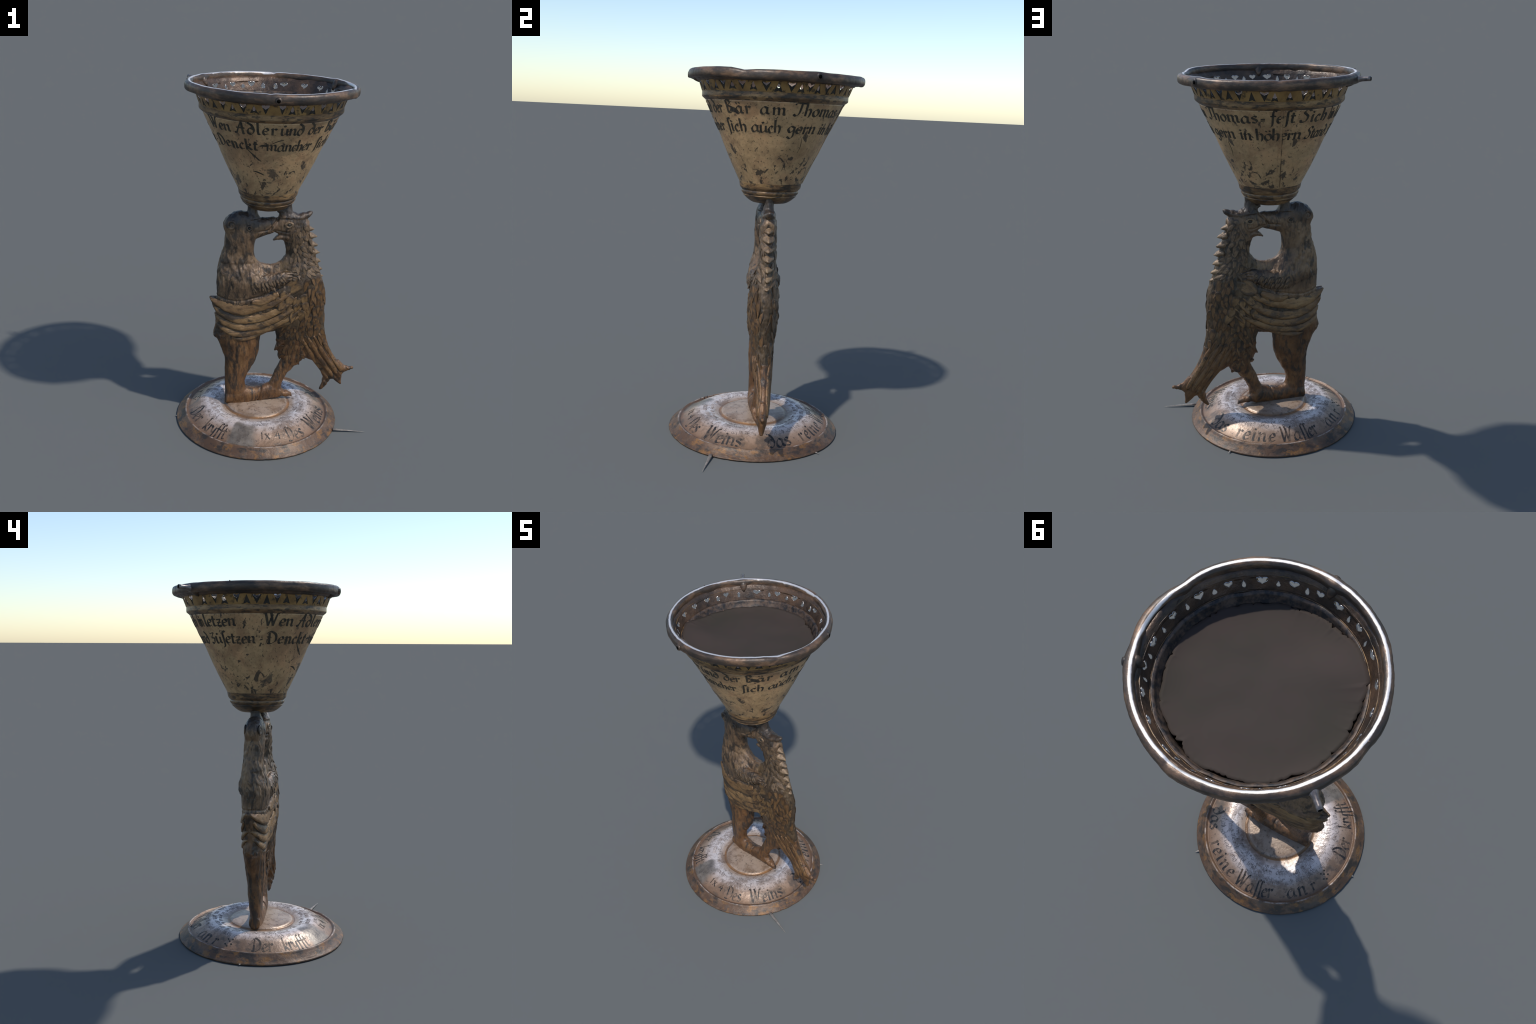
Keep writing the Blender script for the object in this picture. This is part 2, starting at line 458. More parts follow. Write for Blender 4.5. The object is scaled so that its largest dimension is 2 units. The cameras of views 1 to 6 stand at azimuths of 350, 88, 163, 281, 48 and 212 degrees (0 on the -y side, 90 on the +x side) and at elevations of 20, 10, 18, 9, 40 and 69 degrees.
frr = lambda z: .3892 + (z - 1.884) * .385
frieze = lathe_obj('pierced_frieze', wall(frr, lambda z: frr(z) - .0018), M_FRIEZE, cup)
rj = random.Random(3)
items = []
for az in HEARTS:
    items.append((az, 1.912 + rj.uniform(-.003, .003), tri_shape(.0235 * rj.uniform(.8, 1.1), .0255 * rj.uniform(.85, 1.05), False)))
for az in DROPS:
    items.append((az, 1.910 + rj.uniform(-.003, .003), tri_shape(.021 * rj.uniform(.8, 1.1), .0240 * rj.uniform(.85, 1.05), True)))
boolean_cut(frieze, cutters(items, (.36, .45)))
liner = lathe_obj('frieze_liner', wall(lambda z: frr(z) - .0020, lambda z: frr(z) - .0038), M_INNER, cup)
items = []
for az in HEARTS:
    items.append((az, 1.924, heart_shape(.0205 * rj.uniform(.75, 1.1), .0150 * rj.uniform(.8, 1.1))))
for az in DROPS:
    if rj.random() < .8:
        items.append((az, 1.915, drop_shape(.0135 * rj.uniform(.6, 1.0), .013 * rj.uniform(.7, 1.1))))
for az, zc, shape in items:             # bright tube modelled round each opening to give its white glint
    a = math.radians(az); er = np.array((math.cos(a), math.sin(a), 0)); et = np.array((-math.sin(a), math.cos(a), 0))
    V, F = [], []
    n = len(shape); amp = rj.uniform(.0012, .0030)
    for i, (x, y) in enumerate(shape):
        k = amp * (.55 + .45 * math.cos(TAU * i / n + rj.uniform(-1, 1)))
        g = np.array((x, y)) / (math.hypot(x, y) + 1e-9)
        z = zc + y
        C = np.array((*CUP, 0)) + er * (frr(z) - .0038) + et * x + np.array((0, 0, z))
        O = et * g[0] + np.array((0, 0, g[1]))
        for b in range(6):
            V.append(C + O * (k * math.cos(TAU * b / 6) + k * .6) + er * k * math.sin(TAU * b / 6))
    for i in range(n):
        for b in range(6):
            i2, b2 = (i + 1) % n, (b + 1) % 6
            F.append((i * 6 + b, i2 * 6 + b, i2 * 6 + b2, i * 6 + b2))
    new_obj('hole_lip', mesh_from('hole_lip', V, F), cup, M_GLINT)
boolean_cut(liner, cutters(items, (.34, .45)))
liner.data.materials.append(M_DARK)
for p in liner.data.polygons:          # outer face of the liner gets the dark material
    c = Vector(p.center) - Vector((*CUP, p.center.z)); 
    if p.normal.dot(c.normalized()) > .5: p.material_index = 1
for o in (frieze, liner):
    o.data.shade_smooth() if hasattr(o.data, 'shade_smooth') else None
    o.data.set_sharp_from_angle(angle=math.radians(35))

# inner wall below the frieze: crease and patchy lumps
def inner_wob(a, r, z):
    return (.004 * noise.noise((math.cos(a) * 7, math.sin(a) * 7, z * 20)), .003 * noise.noise((math.cos(a) * 11, math.sin(a) * 11, 5)))
ip = catmull([(.3825, 1.892), (.372, 1.887), (.366, 1.874), (.357, 1.855), (.350, 1.840), (.345, 1.825)], 3)
lathe_obj('inner_ledge', [tuple(p) for p in ip] + [(.352, 1.825), (.3855, 1.885)], M_CREASE, cup, wob=inner_wob)

# brown cover filling the cup just below the frieze
V, F = [], []
NR, NA = 26, 288
for j in range(NR + 1):
    for k in range(NA):
        a = TAU * k / NA; t = j / NR
        deg = math.degrees(a)
        climb = math.exp(-((deg - 222) / 30) ** 2)
        back = math.exp(-((deg - 90) / 40) ** 2)
        tooth = max(0, noise.noise((math.cos(a) * 22, math.sin(a) * 22, 4)))
        jag = .016 * noise.noise((math.cos(a) * 4, math.sin(a) * 4, 1)) + .022 * tooth
        R = .356 + (.022 * climb - jag) * t ** 6
        z = 1.845 + .009 * t ** 12 + .045 * climb * t ** 2 + .008 * back * t ** 2 + .004 * noise.noise((t * 3 * math.cos(a), t * 3 * math.sin(a), 2))
        V.append((CUP[0] + R * t * math.cos(a), CUP[1] + R * t * math.sin(a), z))
for j in range(NR):
    for k in range(NA):
        k2 = (k + 1) % NA
        F.append((j * NA + k, j * NA + k2, (j + 1) * NA + k2, (j + 1) * NA + k))
me = mesh_from('inner_cover', V, F)
bm = bmesh.new(); bm.from_mesh(me); bmesh.ops.remove_doubles(bm, verts=bm.verts, dist=1e-5)
bmesh.ops.recalc_face_normals(bm, faces=bm.faces); bm.to_mesh(me); bm.free()
cover = new_obj('inner_cover', me, cup, M_CAP)
md = cover.modifiers.new('s', 'SOLIDIFY'); md.thickness = .006; md.offset = -1

# ---- rolled rim with dents, three clamp lugs 120 degrees apart
def bumpf(deg, c, w):
    d = (deg - c + 180) % 360 - 180
    return math.exp(-(d / w) ** 2)
def ramp_step(deg, c, w):
    d = (deg - c + 180) % 360 - 180
    return 1 / (1 + math.exp(-d / w)) * bumpf(deg, c, 25)
RIM_TOP = [(0, 1.987), (45, 1.986), (75, 1.989), (110, 1.993), (150, 1.994), (185, 1.998), (215, 1.998), (245, 1.996), (280, 1.994),
           (310, 1.996), (328, 1.994), (337, 1.983), (345, 1.986), (360, 1.987)]
def rim_section(a, k, n=20):
    deg = math.degrees(a) % 360
    top = float(np.interp(deg, [p[0] for p in RIM_TOP], [p[1] for p in RIM_TOP]))
    r0 = .4435 - .008 * bumpf(deg, 338, 4) + .009 * bumpf(deg, 357, 12) - .005 * bumpf(deg, 208, 14) + .003 * bumpf(deg, 184, 6)
    r0 -= .004 * bumpf(deg, 172, 5) + .005 * bumpf(deg, 55, 14)
    r0 += .004 * ramp_step(deg, 78, 1.2) + .0035 * noise.noise((math.cos(a) * 5, math.sin(a) * 5, 0))
    hw, hh = .0200, .0246
    for c in (24, 143, 263):            # lugs: the tube swells
        b = bumpf(deg, c, 5.0); hw += .006 * b; hh += .002 * b; r0 -= .002 * b
    ang = TAU * k / n
    cx, cy = sup(ang, 2.6)
    nn = .0015 * noise.noise((math.cos(a) * 25, math.sin(a) * 25, ang))
    lean = .006 * math.cos(ang)          # outer side hangs a little lower
    return r0 + cx * hw + nn, top - .0238 + cy * hh - lean * .3 + .0018 * noise.noise((math.cos(a) * 5, math.sin(a) * 5, 8)) - .004 * bumpf(deg, 79, 2) - .003 * bumpf(deg, 259, 2)
V, F = [], []
NA, NS = 360, 20
for i in range(NA):
    a = TAU * i / NA
    for k in range(NS):
        r, z = rim_section(a, k, NS)
        V.append((CUP[0] + r * math.cos(a), CUP[1] + r * math.sin(a), z))
for i in range(NA):
    for k in range(NS):
        i2, k2 = (i + 1) % NA, (k + 1) % NS
        F.append((i * NS + k, i2 * NS + k, i2 * NS + k2, i * NS + k2))
rim = new_obj('rolled_rim', mesh_from('rolled_rim', V, F), cup, M_RIM)

# wall between rim and frieze, seen from inside
lathe_obj('inner_collar', [(.428, 1.972), (.418, 1.955), (.409, 1.942), (.4055, 1.935), (.4145, 1.936), (.436, 1.955)], M_INNER, cup, wob=inner_wob)

def polar(r, deg, z, c=CUP):
    return np.array((c[0] + r * math.cos(math.radians(deg)), c[1] + r * math.sin(math.radians(deg)), z))

def frame_tube(p, q, radii, seg=20):
    """round tube from p to q with radii at even stations"""
    p, q = np.array(p), np.array(q); d = (q - p) / np.linalg.norm(q - p)
    s = np.cross(d, (0, 0, 1.)); s /= np.linalg.norm(s); u = np.cross(s, d)
    S = [(p + (q - p) * i / (len(radii) - 1), s * r, u * r) for i, r in enumerate(radii)]
    return tube(S, seg=seg, e=2)

# lugs inside the rim, two with screw holes, one with a hollow pin
for c in (23, 143, 262.5):
    V, F = frame_tube(polar(.440, c, 1.972), polar(.402, c, 1.930), [.024, .025, .023, .019, .013, .005])
    new_obj('clamp_lug', mesh_from('clamp_lug', V, F), rim, M_RIM)
for c in (24, 264):
    V, F = frame_tube(polar(.455, c, 1.966), polar(.4715, c, 1.966), [.019, .0185, .0175, .015])
    new_obj('screw_boss', mesh_from('screw_boss', V, F), rim, M_RIM)
    V, F = frame_tube(polar(.46, c, 1.966), polar(.4724, c, 1.966), [.0095, .0095, .0095])
    new_obj('screw_hole', mesh_from('screw_hole', V, F), rim, M_VOID)
V, F = frame_tube(polar(.445, 143.2, 1.967), polar(.530, 142.4, 1.973), [.024, .021, .015, .0125, .0122, .012, .012])
new_obj('hollow_pin', mesh_from('hollow_pin', V, F), rim, M_PIN)
V, F = frame_tube(polar(.52, 142.5, 1.9725), polar(.5312, 142.4, 1.973), [.0085, .0085])
new_obj('pin_bore', mesh_from('pin_bore', V, F), rim, M_VOID)
V, F = frame_tube(polar(.44, 174, 1.985), polar(.452, 174, 1.998), [.008, .006, .003])
new_obj('rim_burr', mesh_from('rim_burr', V, F), rim, M_RIM)

# lapped seam down the back of the cone
def surf_cup(az, z, off):
    a = math.radians(az); r = cup_r(z) + cup_wob(a, 0, z)[0] + off
    return (CUP[0] + r * math.cos(a), CUP[1] + r * math.sin(a), z)
V, F = [], []
zz = np.linspace(1.842, 1.415, 60)
for i, z in enumerate(zz):
    az = np.interp(z, (1.42, 1.58, 1.73, 1.85), (88.3, 85.4, 84.3, 83.5)) + .25 * noise.noise((z * 30, 0, 0))
    w = .006 / cup_r(z) * 57.3
    for d, o in ((-w * 2.6, -.004), (-w * .7, .0040), (w * .4, .0052), (w * .8, -.004)):
        V.append(surf_cup(az + d, z, o))
for i in range(len(zz) - 1):
    for k in range(3):
        F.append((i * 4 + k, i * 4 + k + 1, i * 4 + k + 5, i * 4 + k + 4))
    F.append((i * 4 + 3, i * 4, i * 4 + 4, i * 4 + 7))
new_obj('lap_seam', mesh_from('lap_seam', V, F), cup, M_CONE)
SEAM = lambda z: float(np.interp(z, (1.42, 1.58, 1.73, 1.85), (88.3, 85.4, 84.3, 83.5)))

# -------------------------------------------------------------- lettering
GLYPH = {}
def glyph(ch, width, *strokes):
    GLYPH[ch] = (width, strokes)
glyph(' ', .5)
glyph('a', 1.0, [(.72, .85), (.4, 1), (.08, .55), (.12, .1), (.4, .02), (.72, .4)], [(.75, 1), (.72, .2), (.97, .06)])
glyph('b', .9, [(.12, 1.8), (.12, .1), (.45, 0), (.75, .5), (.5, 1), (.15, .75)])
glyph('c', .68, [(.55, .85), (.3, 1), (.06, .5), (.25, .02), (.62, .18)])
glyph('d', .92, [(.1, 1.8), (.55, 1.4), (.75, .6), (.5, .02), (.15, .1), (.06, .5), (.3, .95), (.7, .8)])
glyph('e', .75, [(.1, .5), (.58, .65), (.5, 1), (.22, .92), (.06, .45), (.22, .05), (.64, .2)])
glyph('f', .6, [(.68, 1.7), (.45, 1.85), (.3, 1.4), (.22, -.3), (-.05, -.65)], [(.0, .97), (.58, .97)])
glyph('g', .88, [(.65, .9), (.3, 1), (.06, .55), (.3, .1), (.65, .5)], [(.7, 1), (.7, -.3), (.4, -.78), (0, -.55)])
glyph('h', .88, [(.12, 1.85), (.12, 0)], [(.12, .7), (.45, 1), (.67, .75), (.62, .1), (.5, -.15)])
glyph('i', .42, [(0, .88), (.15, 1), (.15, .12), (.33, .05)], [(.1, 1.35), (.24, 1.5)])
glyph('k', .8, [(.12, 1.85), (.12, 0)], [(.12, .7), (.5, 1), (.5, .7), (.15, .55)], [(.2, .55), (.7, .02)])
glyph('l', .42, [(.1, 1.85), (.12, .2), (.35, .03)])
glyph('m', 1.5, [(0, .88), (.15, 1), (.15, 0)], [(.15, .7), (.5, 1), (.68, .8), (.68, 0)], [(.68, .7), (1.02, 1), (1.2, .8), (1.2, .15), (1.4, .06)])
glyph('n', 1.0, [(0, .88), (.15, 1), (.15, 0)], [(.15, .7), (.52, 1), (.7, .8), (.7, .15), (.9, .06)])
glyph('o', .82, [(.4, 1), (.08, .7), (.1, .2), (.4, 0), (.7, .35), (.66, .8), (.4, 1)])
glyph('r', .66, [(0, .88), (.15, 1), (.15, 0)], [(.15, .72), (.4, 1), (.6, .86)])
glyph('s', .66, [(.58, .9), (.3, 1), (.1, .75), (.52, .4), (.45, .05), (.05, .1)])
glyph('F', .5, [(.62, 1.7), (.42, 1.85), (.28, 1.5), (.22, -.3), (-.05, -.65)])      # long s
glyph('t', .6, [(.25, 1.45), (.2, .15), (.52, .06)], [(0, 1), (.52, 1)])
glyph('u', 1.0, [(0, .88), (.13, 1), (.13, .2), (.35, .02), (.7, .4)], [(.73, 1), (.73, .2), (.95, .06)], [(.3, 1.35), (.55, 1.5)])
glyph('y', .8, [(0, 1), (.15, .4), (.42, .3), (.62, 1)], [(.62, 1), (.5, -.3), (.1, -.7)])
glyph('z', .74, [(.06, .93), (.6, 1)], [(.58, 1), (.08, .06)], [(.04, .06), (.64, .0)], [(.1, .5), (.56, .54)])
glyph('x', .8, [(.0, 1), (.65, 0)], [(.65, 1), (.0, 0)])
glyph('4', .8, [(.5, 1.2), (.05, .4), (.75, .4)], [(.5, .8), (.45, -.2)])
glyph('1', .4, [(.1, 1), (.2, 1.1), (.2, 0)])
glyph('A', 1.3, [(0, .2), (.15, 0), (.5, .9), (.88, 1.85)], [(.88, 1.85), (.97, .05), (1.2, .05)], [(.22, .85), (1.2, .85)])
glyph('B', 1.05, [(.15, 1.7), (.2, 0)], [(-.05, 1.6), (.4, 1.8), (.65, 1.4), (.25, 1.0)], [(.25, 1.0), (.8, .75), (.7, .1), (.2, 0)])
glyph('D', 1.2, [(.2, 1.7), (.24, 0)], [(-.1, 1.5), (.3, 1.85), (.9, 1.4), (.98, .5), (.5, 0), (.0, .05)])
glyph('S', .95, [(.9, 1.6), (.55, 1.85), (.2, 1.4), (.65, .8), (.5, .1), (0, .0), (-.1, .3)])
glyph('T', 1.05, [(.0, 1.5), (.2, 1.8), (1.15, 1.76)], [(.7, 1.75), (.55, .4), (.2, .0), (-.08, .2)])
glyph('W', 1.8, [(-.05, 1.75), (.18, 1.85), (.52, 0)], [(.52, 0), (.98, 1.65)], [(.6, 1.8), (.78, 1.8), (1.08, 0)], [(1.08, 0), (1.5, 1.75), (1.72, 1.78)])
glyph('Z', .85, [(.1, 1.45), (.7, 1.55), (.3, .9), (.66, .7), (.4, 0), (0, .1)])
glyph('-', .6, [(.05, .62), (.5, .66)], [(.03, .38), (.48, .42)])
glyph(',', .4, [(.22, .2), (.02, -.3)])
glyph(';', .4, [(.14, .7), (.2, .55)], [(.2, .15), (.02, -.4)])
glyph('*', .9, [(.0, .1), (.1, .2)], [(.3, .5), (.4, .6)], [(.6, .2), (.7, .3)], [(.25, -.1), (.35, 0)], [(.55, .8), (.65, .9)], [(.05, .75), (.15, .85)])
GLYPH['\u00e4'] = (1.0, GLYPH['a'][1] + ([(.2, 1.35), (.3, 1.45)], [(.55, 1.4), (.65, 1.5)]))
GLYPH['\u00f6'] = (.82, GLYPH['o'][1] + ([(.15, 1.35), (.25, 1.45)], [(.5, 1.4), (.6, 1.5)]))

def write_word(word, place, parent, mat, nib=.24, hair=.055, length=None, name='painted_word', thick=.0014, seed=0):
    """place(s in 0..1 along the word, t in x-heights, offset) -> point; ratio keeps the pen square"""
    rg = random.Random(len(word) * 31 + seed)
    natural = sum(GLYPH[c][0] for c in word)
    total = max(natural, (length or 0) / 1.32)
    track = (total - natural) / max(1, len(word) - 1)
    V, F = [], []
    x0, k = 0.0, 0
    for ch in word:
        w, strokes = GLYPH[ch]
        dy = rg.uniform(-.05, .05)
        for st in strokes:
            P = catmull(st, 6)
            T = np.gradient(P, axis=0); T /= (np.linalg.norm(T, axis=1)[:, None] + 1e-9)
            ang = np.arctan2(T[:, 1], T[:, 0])
            wd = np.maximum(np.abs(np.sin(ang - math.radians(38))) * nib, hair) / 2
            if len(st) == 2 and np.linalg.norm(P[0] - P[-1]) < .4: wd[:] = nib * .4
            Nn = np.stack([-T[:, 1], T[:, 0]], 1)
            off = thick + .00012 * (k % 5); k += 1
            o = len(V)
            for p, n, h in zip(P, Nn, wd):
                for q, z in ((p - n * h, off), (p + n * h, off), (p + n * h, -.003), (p - n * h, -.003)):
                    V.append(place((x0 + q[0]) / total, q[1] + dy, z))
            m = len(P)
            for i in range(m - 1):
                for c in range(4):
                    F.append((o + i * 4 + c, o + i * 4 + (c + 1) % 4, o + i * 4 + 4 + (c + 1) % 4, o + i * 4 + 4 + c))
            F += [(o, o + 1, o + 2, o + 3), tuple(o + (m - 1) * 4 + c for c in (3, 2, 1, 0))]
        x0 += w + track
    me = mesh_from(name, V, F, False)
    return new_obj(name, me, parent, mat)

def cup_word(word, a0, a1, zb, xh, **kw):
    if a1 < a0: a1 += 360
    write_word(word, lambda s, t, o: surf_cup(a0 + (a1 - a0) * s, zb + t * xh, o), cup, M_INK, length=math.radians(a1 - a0) * cup_r(zb) / xh, **kw)

for w, a0, a1 in (('Wen', 197, 225), ('Adler', 229, 265.5), ('und', 268.3, 289), ('der', 293.5, 309), ('B\u00e4r', 313.5, 338), ('am', 346, 7.5),
                  ('Thomas', 14, 64), ('-', 66, 71.5), ('feFt', 74, 95), ('Sich', 100, 126), ('hin', 129.5, 138), ('letzen', 140.5, 173.5), (',', 179, 184)):
    cup_word(w, a0, a1, 1.776, .0345, nib=.30, hair=.06)
for w, a0, a1 in (('Denckt', 201.5, 249), ('mancher', 256.5, 303), ('Fich', 308.5, 332), ('auch', 336.5, 5), ('gern', 11, 41), ('in', 46, 57.5),
                  ('h\u00f6hern', 61, 104.5), ('Stand', 109, 136.5), ('ZuFetzen', 140, 190.5), (';', 194, 198)):
    cup_word(w, a0, a1, 1.687, .0335, nib=.30, hair=.06)
# blotted letter beside the animal's name and long ink flourishes
def cup_flourish(pts, w=.006):
    P = catmull(pts, 8); V, F = [], []
    for i, (az, z) in enumerate(P):
        h = w * (.35 + .65 * math.sin(math.pi * (i + .5) / len(P)))
        for dz, o in ((-h / 2, .0016), (h / 2, .0016), (h / 2, -.003), (-h / 2, -.003)):
            V.append(surf_cup(az + dz * 90, z + dz, o))
    for i in range(len(P) - 1):
        for c in range(4):
            F.append((i * 4 + c, i * 4 + (c + 1) % 4, i * 4 + 4 + (c + 1) % 4, i * 4 + 4 + c))
    F += [(0, 1, 2, 3), tuple((len(P) - 1) * 4 + c for c in (3, 2, 1, 0))]
    new_obj('ink_flourish', mesh_from('ink_flourish', V, F, False), cup, M_INK)
for z1, z0, w in ((1.70, 1.655, .004), (1.64, 1.60, .005), (1.585, 1.50, .006), (1.49, 1.425, .005)):   # broken dark line beside the lap seam
    cup_flourish([(SEAM(z) + 7.5 - 2.9 * math.log(cup_r(z) * 30) + .5 * noise.noise((z * 60, 0, 0)), z) for z in np.linspace(z1, z0, 5)], w)
cup_flourish([(236, 1.70), (240, 1.672), (247, 1.64), (251, 1.625)])
cup_flourish([(250, 1.712), (253, 1.716), (258, 1.714)], .010)
cup_flourish([(316, 1.78), (319, 1.795), (323, 1.79), (326, 1.78)], .022)
cup_flourish([(262, 1.73), (268, 1.745), (272, 1.75)], .006)
cup_flourish([(240, 1.565), (246, 1.56), (254, 1.545)], .007)
cup_flourish([(28, 1.665), (29, 1.62), (27.5, 1.59)], .004)

# ---------------------------------------------------------------------- foot
FOOT = catmull([(0, .1055), (.09, .1040), (.16, .1000), (.178, .0955), (.188, .0885), (.197, .0880), (.210, .0905), (.230, .0950), (.255, .0990), (.280, .1005),
        (.302, .0980), (.325, .0905), (.350, .0785), (.378, .0610), (.403, .0465), (.413, .0425), (.4205, .0475), (.4275, .0505), (.434, .0460),
        (.442, .0375), (.46, .0215), (.472, .0125), (.4785, .008)], 4)
FR, FZ = FOOT[:, 0], FOOT[:, 1]
def foot_z(r): return float(np.interp(r, FR, FZ))
def foot_wob(a, r, z):
    q = (math.cos(a) * r * 14, math.sin(a) * r * 14, 0)
    nick = .0035 * max(0, noise.noise((math.cos(a) * 13, math.sin(a) * 13, 3))) if r > .47 else 0
    return (-nick, (.0015 * noise.noise(q) if .02 < r < .47 else 0))
prof = [(max(r, .0015), z) for r, z in FOOT] + [(.480, .004), (.4785, .0005), (.470, .0005), (.455, .008), (.40, .03), (.30, .08), (.19, .075), (.0015, .08)]
v, f = revolve(prof, BASE, 320, foot_wob, True)
foot = new_obj('round_foot', mesh_from('round_foot', v, f), goblet, M_BASE)

def on_foot(deg, r, off):
    a = math.radians(deg); return (BASE[0] + r * math.cos(a), BASE[1] + r * math.sin(a), foot_z(r) + foot_wob(a, r, 0)[1] + off)
def foot_word(word, a0, a1, rb, xh, mat=M_INK, **kw):
    if a1 < a0: a1 += 360
    write_word(word, lambda s, t, o: on_foot(a0 + (a1 - a0) * s, rb - t * xh, o), foot, mat, length=math.radians(a1 - a0) * rb / xh, **kw)
for w, a0, a1 in (('Der', 183, 201), ('kryfft', 209.5, 234), ('Des', 289, 306), ('Weins', 314, 350), ('das', 11, 31), ('reine', 41.5, 76),
                  ('WaFFer', 79, 114), ('an', 126, 143)):
    foot_word(w, a0, a1, .402, .042, M_BASEINK, nib=.27, hair=.05, thick=.0008)
foot_word('r', 147, 152, .40, .035, M_BASEINK); foot_word('*', 159, 168.5, .385, .045)
foot_word('1x', 265, 274, .372, .03, M_BASEINK, nib=.2); foot_word('4', 279, 284, .37, .03, M_BASEINK, nib=.2)
rg = random.Random(11)
VOC = ('und', 'an', 'reine', 'das', 'macht', 'Finden', 'der', 'in')
for rb, xh in ((.330, .021), (.285, .020), (.246, .016)):
    az = rg.uniform(0, 20); end = az + 352
    while az < end:
        wl = rg.choice(VOC); L = sum(GLYPH[c][0] for c in wl) * xh / rb * 57.3 * rg.uniform(.75, 1.0)
        if not (rb > .26 and 226 < (az + L / 2) % 360 < 264):
            foot_word(wl, az, az + L, rb + rg.uniform(-.006, .006), xh * rg.uniform(.85, 1.15), M_FAINT, nib=.17, hair=.06, seed=int(az), name='faded_word', thick=.0006)
        az += L + rg.uniform(1, 5)

# short splinters and the long sliver of sheet metal at the edge
def sliver(p, q, w, h):
    p, q = np.array(p, float), np.array(q, float); d = q - p; d /= np.linalg.norm(d)
    s = np.cross(d, (0, 0, 1.))
    S = []
    for t in np.linspace(0, 1, 9):
        k = (1 - t) * .9 + .06
        S.append((p + (q - p) * t, s * w * k, np.array((0, 0, h * k))))
    V, F = tube(S, seg=10, e=2)
    new_obj('metal_sliver', mesh_from('metal_sliver', V, F), foot, M_WHITE)
sliver((.362, -.2375, .010), (.546, -.2742, .003), .012, .006)
sliver((.262, .305, .006), (.297, .337, .003), .012, .005)
sliver((-.530, .012, .006), (-.549, .014, .004), .014, .005)

# --------------------------------------------------- carved bear and eagle
parts = []
# bear trunk and hind leg, one row per height
parts.append(rows_by_height([
    (1.06, -.286, -.107, .010, .053), (1.02, -.295, -.098, .012, .056), (.98, -.304, -.075, .012, .062), (.95, -.311, -.05, .010, .070),
    (.91, -.316, .0, .006, .077), (.86, -.316, .02, .004, .078), (.80, -.312, .02, .006, .072), (.72, -.316, .0, .006, .067),
    (.65, -.318, -.02, .006, .063), (.60, -.320, -.03, .006, .060), (.565, -.327, -.04, .006, .058), (.54, -.328, -.048, .006, .057),
    (.515, -.306, -.052, .006, .056), (.48, -.291, -.055, .005, .055), (.44, -.277, -.0565, .004, .053), (.40, -.264, -.065, .002, .051),
    (.36, -.2575, -.080, .000, .047), (.32, -.258, -.102, -.002, .044), (.28, -.2575, -.124, -.003, .042), (.24, -.2565, -.135, -.005, .039),
    (.20, -.2555, -.130, -.006, .037), (.17, -.2545, -.10, -.007, .036), (.13, -.2545, -.06, -.007, .035), (.092, -.254, -.05, -.007, .033)], 2.1))
# thin web where the two animals meet, with the round opening above it
parts.append(rows_by_length([
    (-.14, .60, 1.04, .008, .050), (-.10, .57, 1.018, .008, .048), (-.07, .545, .987, .009, .047), (-.02, .540, .973, .010, .044), (.02, .545, .975, .010, .043),
    (.055, .56, .994, .012, .045), (.085, .56, 1.03, .014, .045), (.13, .56, 1.05, .014, .045)], 2.6))
parts.append(rows_by_length([(-.17, .68, .90, .010, .052), (-.10, .665, .90, .012, .068), (-.04, .655, .90, .013, .077), (.02, .66, .90, .014, .076), (.08, .68, .89, .014, .066)], 2.1))
# bear paw joined to the eagle's talons
parts.append(rows_by_length([
    (-.25, .092, .16, -.007, .032), (-.20, .090, .19, -.007, .037), (-.15, .090, .198, -.006, .040), (-.10, .091, .186, -.004, .040),
    (-.06, .094, .186, -.002, .040), (-.02, .096, .198, .000, .038), (.02, .100, .205, .002, .036), (.06, .106, .19, .003, .033), (.10, .112, .155, .004, .027),
    (.13, .110, .142, .004, .020), (.152, .104, .130, .004, .013), (.160, .097, .114, .004, .006)], 2.2))
# bear neck and head with the muzzle pointing to the eagle
parts.append(rows_by_height([
    (1.26, -.245, -.12, .008, .042), (1.22, -.268, -.10, .008, .051), (1.17, -.270, -.075, .008, .054), (1.13, -.272, -.095, .008, .054), (1.09, -.276, -.104, .009, .053), (1.04, -.290, -.104, .010, .054), (1.0, -.30, -.09, .010, .058)], 2.3))
parts.append(rows_by_length([
    (-.280, 1.19, 1.225, .008, .028), (-.262, 1.155, 1.256, .008, .039), (-.235, 1.13, 1.277, .008, .047), (-.20, 1.12, 1.290, .008, .053), (-.16, 1.118, 1.286, .008, .050),
    (-.12, 1.12, 1.268, .008, .047), (-.08, 1.133, 1.252, .009, .042), (-.04, 1.147, 1.249, .010, .038), (-.005, 1.157, 1.252, .012, .034), (.02, 1.17, 1.245, .013, .028)], 2.3))
# struts up into the bowl
parts.append(rows_by_height([(1.33, -.150, -.088, .018, .030), (1.30, -.148, -.094, .014, .028), (1.275, -.155, -.090, .012, .034), (1.25, -.19, -.075, .010, .045)], 2.3))
parts.append(rows_by_height([(1.345, .040, .104, .020, .024), (1.31, .040, .104, .018, .024), (1.28, .038, .112, .017, .030), (1.25, .020, .15, .016, .040)], 2.3))
parts.append(spine_loft([(.020, .016, 1.292, .012, .02), (.05, .016, 1.285, .022, .024), (.075, .016, 1.28, .02, .024)]))
